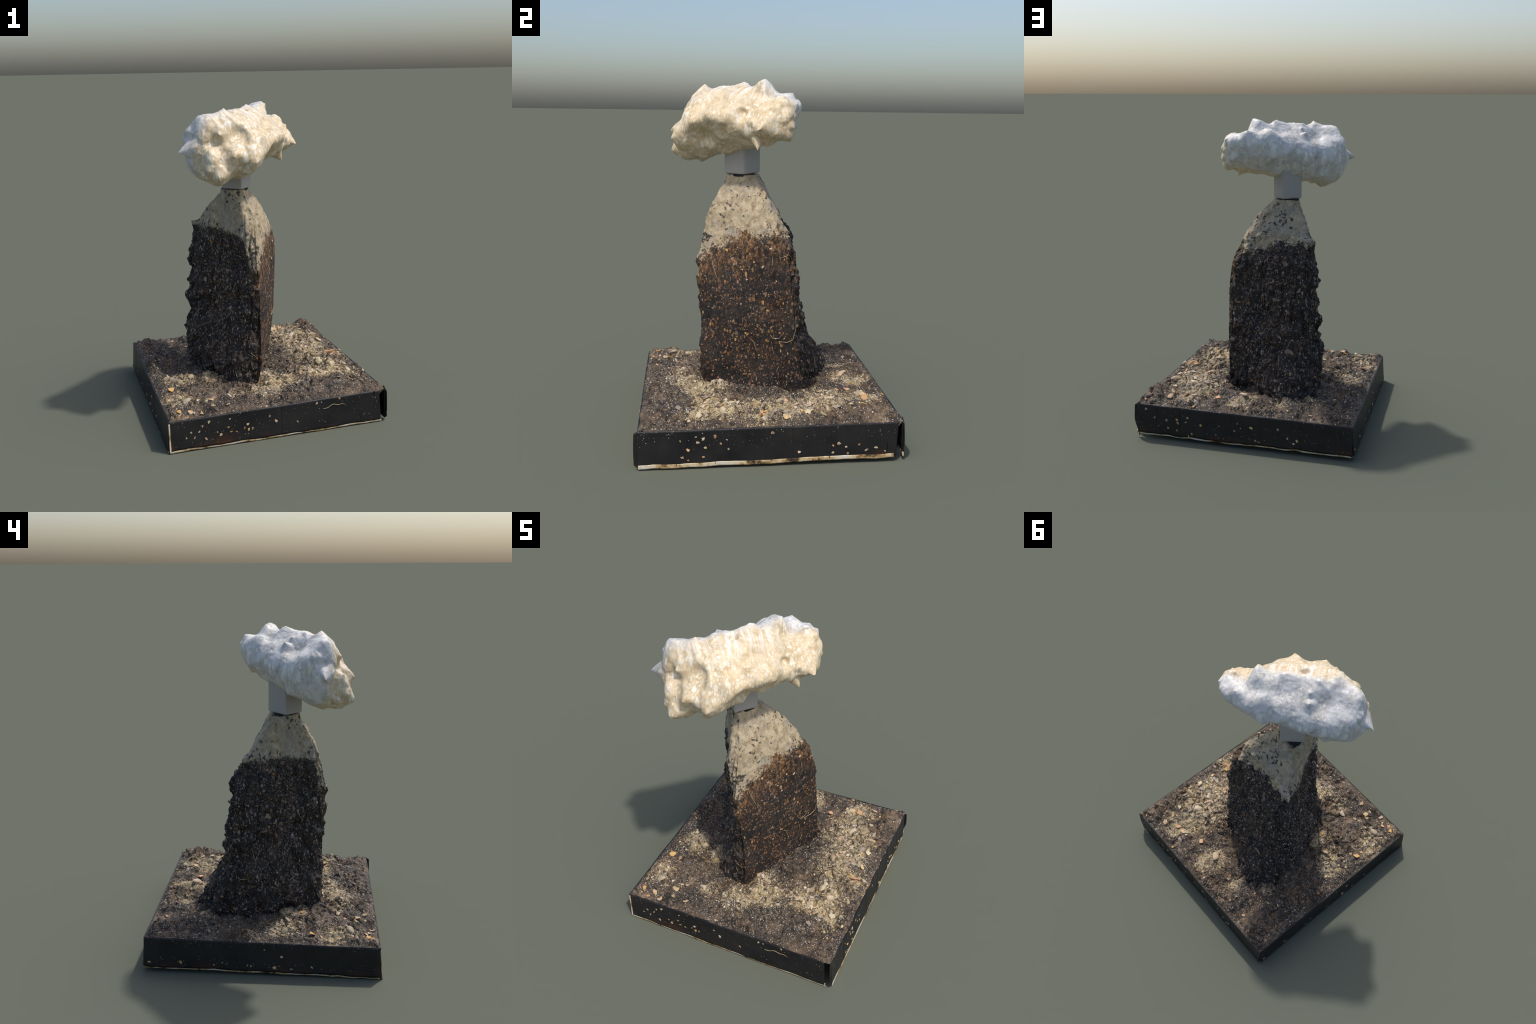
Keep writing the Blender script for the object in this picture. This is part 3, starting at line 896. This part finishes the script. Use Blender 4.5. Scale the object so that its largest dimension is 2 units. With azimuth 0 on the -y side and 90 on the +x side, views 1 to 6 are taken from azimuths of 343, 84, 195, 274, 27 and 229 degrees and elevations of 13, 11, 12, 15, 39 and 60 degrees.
def shard_mesh(name, seed, material, sides=9, thick=.22, curl=.25, spiky=.45):
    """A torn flake with thickness: uneven outline, domed and slightly curled."""
    rr = random.Random(seed)
    rad = [1 - spiky * rr.random() for _ in range(sides)]
    asp = .5 + .4 * rr.random()
    out = []
    for k in range(sides):
        a = 2 * math.pi * k / sides
        out.append(Vector((math.cos(a) * rad[k], math.sin(a) * rad[k] * asp)))
    bm = bmesh.new()
    lay = []
    for z, s in ((-thick * .5, .85), (0, 1.0), (thick * .5, .82)):
        lay.append([bm.verts.new((p.x * s, p.y * s, z + curl * (p.x * s) ** 2)) for p in out])
    for lo, hi in zip(lay, lay[1:]):
        for k in range(sides):
            bm.faces.new((lo[k], lo[(k + 1) % sides], hi[(k + 1) % sides], hi[k]))
    top = bm.verts.new((0, 0, thick * .62))
    bot = bm.verts.new((0, 0, -thick * .5))
    for k in range(sides):
        bm.faces.new((lay[2][k], lay[2][(k + 1) % sides], top))
        bm.faces.new((lay[0][(k + 1) % sides], lay[0][k], bot))
    me = bpy.data.meshes.new(name)
    bm.to_mesh(me)
    bm.free()
    me.materials.append(material)
    return me


PEBBLES = [pebble_mesh("pebble", 3.1 * k, .55 + .08 * k, M_PEBBLE) for k in range(5)]
CHIPS = [shard_mesh("wood_chip", 40 + k, M_CHIP, 8 + k % 4, .25, .3, .55) for k in range(8)]
PALE_CHIPS = [shard_mesh("pale_chip", 60 + k, M_PEBBLE, 11, .22, .25, .6) for k in range(5)]
LEAVES = [shard_mesh("leaf", 80 + k, M_LEAF, 11, .06, .22, .5) for k in range(5)]


def place(name, me, parent, loc, normal, size, spin, tilt=0.0):
    ob = bpy.data.objects.new(name, me)
    bpy.context.scene.collection.objects.link(ob)
    ob.parent = parent
    q = Vector((0, 0, 1)).rotation_difference(Vector(normal))
    m = q.to_matrix().to_4x4() @ Matrix.Rotation(spin, 4, 'Z') @ Matrix.Rotation(tilt, 4, 'X')
    ob.matrix_local = Matrix.Translation(loc) @ m @ Matrix.Scale(size, 4)
    return ob


def soil_point(x, y):
    e = .008
    h = soil_height(x, y)
    n = Vector((-(soil_height(x + e, y) - h) / e, -(soil_height(x, y + e) - h) / e, 1)).normalized()
    return Vector((x, y, h)), n


def clear_of_column(x, y):
    hit = column_bvh.ray_cast(Vector((x, y, .26)), Vector((1, 0, 0)))
    if hit[0] is None:
        return True
    return hit[1].dot(Vector((1, 0, 0))) < 0


SOIL_PEBBLES = [(-.55, -.13, .024), (-.44, -.145, .022), (-.555, -.525, .027), (-.28, -.465, .027), (.44, -.20, .028), (.355, -.23, .017),
                (.50, -.41, .025), (.51, -.25, .024), (.36, .55, .022), (.335, .53, .020), (.40, .08, .028), (.66, -.04, .015), (.04, .49, .034),
                (.43, .35, .03), (.51, .36, .026), (.58, .31, .03), (.46, .41, .024), (.01, -.235, .020), (.04, -.245, .016), (.22, -.41, .015),
                (-.53, -.10, .018), (.33, .60, .022), (.62, -.22, .016), (.45, -.17, .02), (.40, -.28, .018), (.60, .2, .02), (.55, .22, .022)]
for x, y, s in SOIL_PEBBLES:
    p, n = soil_point(x, y)
    place("pebble", R.choice(PEBBLES), soil, p + n * s * .10, n, s, R.uniform(0, 6.3), R.uniform(-.25, .25))
SOIL_CHIPS = [(.57, -.38, .038, 1), (.555, -.345, .022, 1), (.59, -.05, .036, 0), (.62, -.02, .024, 1), (.22, .49, .024, 0), (.41, .55, .03, 0),
              (.50, .60, .026, 0), (.52, .52, .026, 0), (.25, .42, .018, 0), (-.43, -.56, .018, 0), (-.32, -.63, .026, 0), (-.62, -.63, .022, 0),
              (-.49, -.65, .018, 0), (-.61, -.30, .026, 0), (-.56, -.285, .022, 0), (.46, -.32, .038, 1), (.41, -.34, .026, 1), (.44, .67, .016, 0),
              (-.41, -.58, .022, 0), (-.38, -.50, .02, 0), (-.38, .39, .022, 1), (-.47, .43, .018, 1), (-.42, .61, .015, 0), (-.29, .57, .014, 0),
              (-.35, .45, .013, 0), (-.65, .11, .015, 0), (-.43, -.31, .014, 0), (.33, -.33, .03, 1), (.56, -.30, .022, 1), (.65, .02, .02, 1),
              (.6, .08, .02, 0), (.58, .36, .03, 1), (.62, .28, .026, 1), (-.55, -.62, .02, 0), (-.58, -.66, .018, 0), (-.64, -.56, .016, 0)]
for x, y, s, pale in SOIL_CHIPS:
    p, n = soil_point(x, y)
    place("wood_chip", R.choice(PALE_CHIPS if pale else CHIPS), soil, p + n * s * .18, n, s, R.uniform(0, 6.3), R.uniform(-.35, .35))
for cx, cy, rad, count in ((.44, .32, .12, 16), (.57, -.05, .07, 9), (.50, -.35, .10, 16), (.42, -.22, .07, 8), (.36, .55, .06, 6), (.50, .13, .09, 8), (-.53, -.11, .05, 4), (.03, -.24, .03, 4), (-.5, -.6, .1, 8)):
    for _ in range(count):
        x, y = R.gauss(cx, rad * .6), R.gauss(cy, rad * .6)
        if max(abs(x), abs(y)) < .68 and clear_of_column(x, y):
            p, n = soil_point(x, y)
            sz = R.uniform(.013, .030)
            place("wood_chip", R.choice(PALE_CHIPS if R.random() < .72 else CHIPS), soil, p + n * sz * .05, n, sz, R.uniform(0, 6.3), R.uniform(-.4, .4))
made = 0
while made < 90:
    if R.random() < .62:
        cx, cy, rad = R.choice(SAND)
        x, y = R.gauss(cx, rad * .7), R.gauss(cy, rad * .7)
    else:
        x, y = R.uniform(-.68, .68), R.uniform(-.68, .68)
    if max(abs(x), abs(y)) > .685 or not clear_of_column(x, y):
        continue
    p, n = soil_point(x, y)
    s = R.uniform(.006, .014) * (1.25 if R.random() < .2 else 1)
    k = R.random()
    kind = CHIPS if k < .45 else PALE_CHIPS if k < .92 else PEBBLES
    place("pebble" if kind is PEBBLES else "wood_chip", R.choice(kind), soil, p + n * s * .2, n, s, R.uniform(0, 6.3), R.uniform(-.5, .5))
    made += 1

# chips stuck to the walls of the tray: side, distance along, height
for side, items in (('south', [(.10, .07), (.13, .10), (.15, .065), (.18, .10), (.20, .13), (.22, .05), (.29, .08), (.31, .06), (.36, .10), (.375, .07), (.41, .065),
                               (.46, .08), (.48, .10), (.485, .07), (.51, .07), (.66, .095), (.80, .07), (.62, .13), (.24, .15), (.93, .17), (.96, .17), (1.08, .18), (.37, .15)]),
                    ('east', [(.22, .14), (.26, .09), (.30, .16), (.31, .13), (.34, .15), (.35, .10), (.40, .16), (.43, .12), (.46, .14), (.23, .05), (.26, .035), (.34, .05),
                              (.47, .09), (.84, .06), (1.02, .09), (1.05, .10), (1.09, .08), (1.10, .045), (1.16, .09), (1.20, .06), (1.25, .07), (1.02, .05), (1.30, .05), (.70, .17)]),
                    ('north', [(.07, .18), (.13, .13), (.21, .12), (.22, .07), (.28, .13), (.285, .11), (.28, .06), (.35, .15), (.34, .12), (.38, .05), (.36, .03),
                               (.44, .11), (.54, .06), (.56, .12), (.68, .15), (.70, .12), (.66, .10), (.77, .13), (.80, .05), (.82, .045), (.94, .14), (1.0, .09), (1.06, .08), (1.04, .06)]),
                    ('west', [(.03, .05), (.22, .055), (.42, .045), (.47, .06), (.62, .05), (.64, .045), (.72, .15), (.78, .04), (.82, .11), (.88, .035), (1.0, .05)])):
    o, d, n = side_frame(side)
    for s, h in items:
        p = o + d * s
        p += n * (.001 + {'south': .015, 'east': .006, 'north': .012, 'west': .014}[side] * max(0, 1 - (h + .012) / rim_height(p.x, p.y)) ** 1.3)
        sz = R.uniform(.007, .0145)
        place("wood_chip", R.choice(CHIPS if R.random() < .65 else PALE_CHIPS), tray, (p.x, p.y, h + .012), n, sz, R.uniform(0, 6.3), R.uniform(-.3, .3))

def column_hit(angle, z):
    d = Vector((math.cos(angle), math.sin(angle), 0))
    hit = column_bvh.ray_cast(Vector((CX, CY, z)) + d * 1.0, -d)
    return hit[0], hit[1]


def stuff(name, material, points, shapes, parent):
    """Joins many small solid crumbs into one mesh."""
    verts, faces = [], []
    for loc, n, size, spin in points:
        vs, fs = R.choice(shapes)
        m = Vector((0, 0, 1)).rotation_difference(n).to_matrix() @ Matrix.Rotation(spin, 3, 'Z')
        b = len(verts)
        verts += [loc + m @ (v * size) for v in vs]
        faces += [tuple(b + i for i in f) for f in fs]
    ob = mesh_object(name, verts, faces, material, parent, smooth=False)
    ob["kind"] = "stuff"
    return ob


def crumb_shape(seed, flat, long):
    rr = random.Random(seed)
    bm = bmesh.new()
    bmesh.ops.create_icosphere(bm, subdivisions=1, radius=1)
    for v in bm.verts:
        v.co *= rr.uniform(.65, 1.2)
        v.co.x *= long
        v.co.z *= flat
    bm.verts.index_update()
    out = ([v.co.copy() for v in bm.verts], [tuple(v.index for v in f.verts) for f in bm.faces])
    bm.free()
    return out


FLAKES = [crumb_shape(k, .3, R.uniform(1, 1.9)) for k in range(8)]
LUMPY = [crumb_shape(50 + k, .55, R.uniform(1, 1.3)) for k in range(8)]
rust, grey = [], []
while len(rust) + len(grey) < 3800:
    a, z = R.uniform(-math.pi, math.pi), R.uniform(.2, 1.2)
    loc, n = column_hit(a, z)
    if loc is None:
        continue
    east = n.x * .88 - n.y * .47 > .55
    top = (1.10 if east else 1.17)
    if loc.z > top or (east and R.random() < .6):
        continue
    s = R.uniform(.0022, .0052) * (1.9 if R.random() < .12 else 1)
    (rust if (R.random() < (.85 if east else .3)) else grey).append((loc + n * s * .1, n, s, R.uniform(0, 6.3)))
stuff("bark_crumbs", M_RUST, rust, FLAKES, body)
stuff("peat_crumbs", M_GREY, grey, FLAKES, body)

# leaves and bark scraps lying flat on the peat: direction from the axis, height, size
for deg, z, size in ((178, .853, .027), (-155, .785, .020), (-166, .707, .023), (158, .897, .020), (173, 1.017, .014), (-151, 1.175, .018), (158, .955, .014),
                     (172, .665, .014), (115, 1.075, .038), (96, 1.108, .023), (89, .908, .029), (115, .508, .038), (134, .938, .020), (78, .639, .014),
                     (77, 1.096, .025), (134, .714, .014), (140, .534, .016), (128, .403, .014), (117, .649, .014), (113, .575, .014), (135, .450, .010),
                     (90, .808, .011), (54, .806, .011), (45, .602, .011), (57, .665, .014), (153, .895, .020)):
    loc, n = column_hit(math.radians(deg), z)
    place("leaf", R.choice(LEAVES), body, loc + n * .002, n, size, R.uniform(0, 6.3), R.uniform(-.12, .12))
for deg, z, size in ((3, .956, .016), (-58, 1.034, .015), (-22, .875, .011), (23, .572, .015), (-73, .36, .012), (-75, .245, .010), (-83, .877, .009),
                     (-32, .726, .012), (-17, 1.023, .012), (12, 1.063, .015), (-94, .905, .008), (-10, .98, .012), (-30, .93, .010), (5, .80, .011), (-45, .62, .011),
                     (10, .70, .012), (-25, .55, .012), (-50, .48, .011), (0, .42, .011), (18, .88, .010)):
    loc, n = column_hit(math.radians(deg), z)
    place("wood_chip", R.choice(CHIPS), body, loc - n * size * .04, n, size * .75, R.uniform(0, 6.3), R.uniform(-.2, .2))


def fibre(name, pts, radius, parent):
    """A thin root following the given points."""
    path = []
    for i in range(len(pts) - 1):
        p = [pts[max(0, min(len(pts) - 1, k))] for k in (i - 1, i, i + 1, i + 2)]
        path += [catmull(p[0], p[1], p[2], p[3], t / 6) for t in range(6)]
    path.append(pts[-1])
    verts, faces = [], []
    for i, p in enumerate(path):
        d = (path[min(i + 1, len(path) - 1)] - path[max(i - 1, 0)]).normalized()
        u = d.orthogonal().normalized()
        w = d.cross(u)
        r = radius * (.35 + .65 * math.sin(math.pi * min(1, .12 + i / len(path))))
        verts += [p + (u * math.cos(a) + w * math.sin(a)) * r for a in (0, 1.257, 2.513, 3.77, 5.027)]
    for i in range(len(path) - 1):
        for k in range(5):
            a, b = i * 5 + k, i * 5 + (k + 1) % 5
            faces.append((a, b, b + 5, a + 5))
    faces += [(4, 3, 2, 1, 0), tuple(len(verts) - 5 + k for k in range(5))]
    return mesh_object(name, verts, faces, M_ROOT, parent)


# roots and straws on the peat: (direction, height) along each
for path in (((14, .556), (18, .534), (23, .538), (26, .57)), ((23, .519), (29, .52), (32, .54), (33, .593), (34, .686)), ((-76, 1.0), (-73, .936), (-69, .874), (-65, .851)),
             ((22, 1.02), (27, 1.035), (33, 1.02), (37, .987)), ((-17, .523), (-9, .496), (-4, .439)), ((18, .483), (20, .436)), ((14, 1.021), (14, .964)), ((26, .361), (24, .318)),
             ((-112, .862), (-118, .815), (-111, .759)), ((170, .639), (165, .597), (167, .559)), ((151, .48), (159, .472)), ((-124, .507), (-121, .463)), ((-112, .305), (-110, .265)),
             ((171, .775), (165, .712)), ((-150, .619), (-136, .658)), ((96, .933), (112, .949)), ((116, .783), (112, .701)), ((40, .768), (43, .742)), ((118, .578), (114, .533)),
             ((134, .842), (134, .801)), ((98, .69), (112, .668)), ((104, .482), (104, .428)), ((88, .345), (87, .26)), ((-132, .447), (-150, .40)), ((-95, .431), (-89, .399)),
             ((-115, .311), (-114, .265)), ((-94, .366), (-93, .315)), ((158, .652), (166, .563))):
    pts = []
    for (d0, z0), (d1, z1) in zip(path, path[1:]):
        for t in (0, .34, .67):
            loc, n = column_hit(math.radians(d0 + (d1 - d0) * t), z0 + (z1 - z0) * t)
            pts.append(loc + n * .0025)
    loc, n = column_hit(math.radians(path[-1][0]), path[-1][1])
    pts.append(loc + n * .0025)
    fibre("root", pts, .0022, body)
fibre("root", [Vector((x, -HALF - .0058, z)) for x, z in ((.27, .140), (.30, .142), (.335, .160), (.37, .152), (.40, .155), (.42, .146))], .0022, tray)

clods, grit = [], []
while len(clods) < 3000:
    x, y = R.uniform(-.69, .69), R.uniform(-.69, .69)
    if clear_of_column(x, y) and fbm((x, y, 0), 6, 2, 3) > -.25:
        p, n = soil_point(x, y)
        s = R.uniform(.003, .008) * (1.9 if R.random() < .06 else 1)
        clods.append((p - n * s * .15, n, s, R.uniform(0, 6.3)))
while len(grit) < 3200:
    if R.random() < .6:
        cx, cy, rad = R.choice(SAND)
        x, y = R.gauss(cx, rad * .55), R.gauss(cy, rad * .55)
    else:
        x, y = R.uniform(-.69, .69), R.uniform(-.69, .69)
    if max(abs(x), abs(y)) < .69 and clear_of_column(x, y):
        p, n = soil_point(x, y)
        grit.append((p, n, R.uniform(.0016, .0042), R.uniform(0, 6.3)))
stuff("soil_clods", M_CLOD, clods, LUMPY, soil)
stuff("sand_grit", M_GRIT, grit, LUMPY, soil)
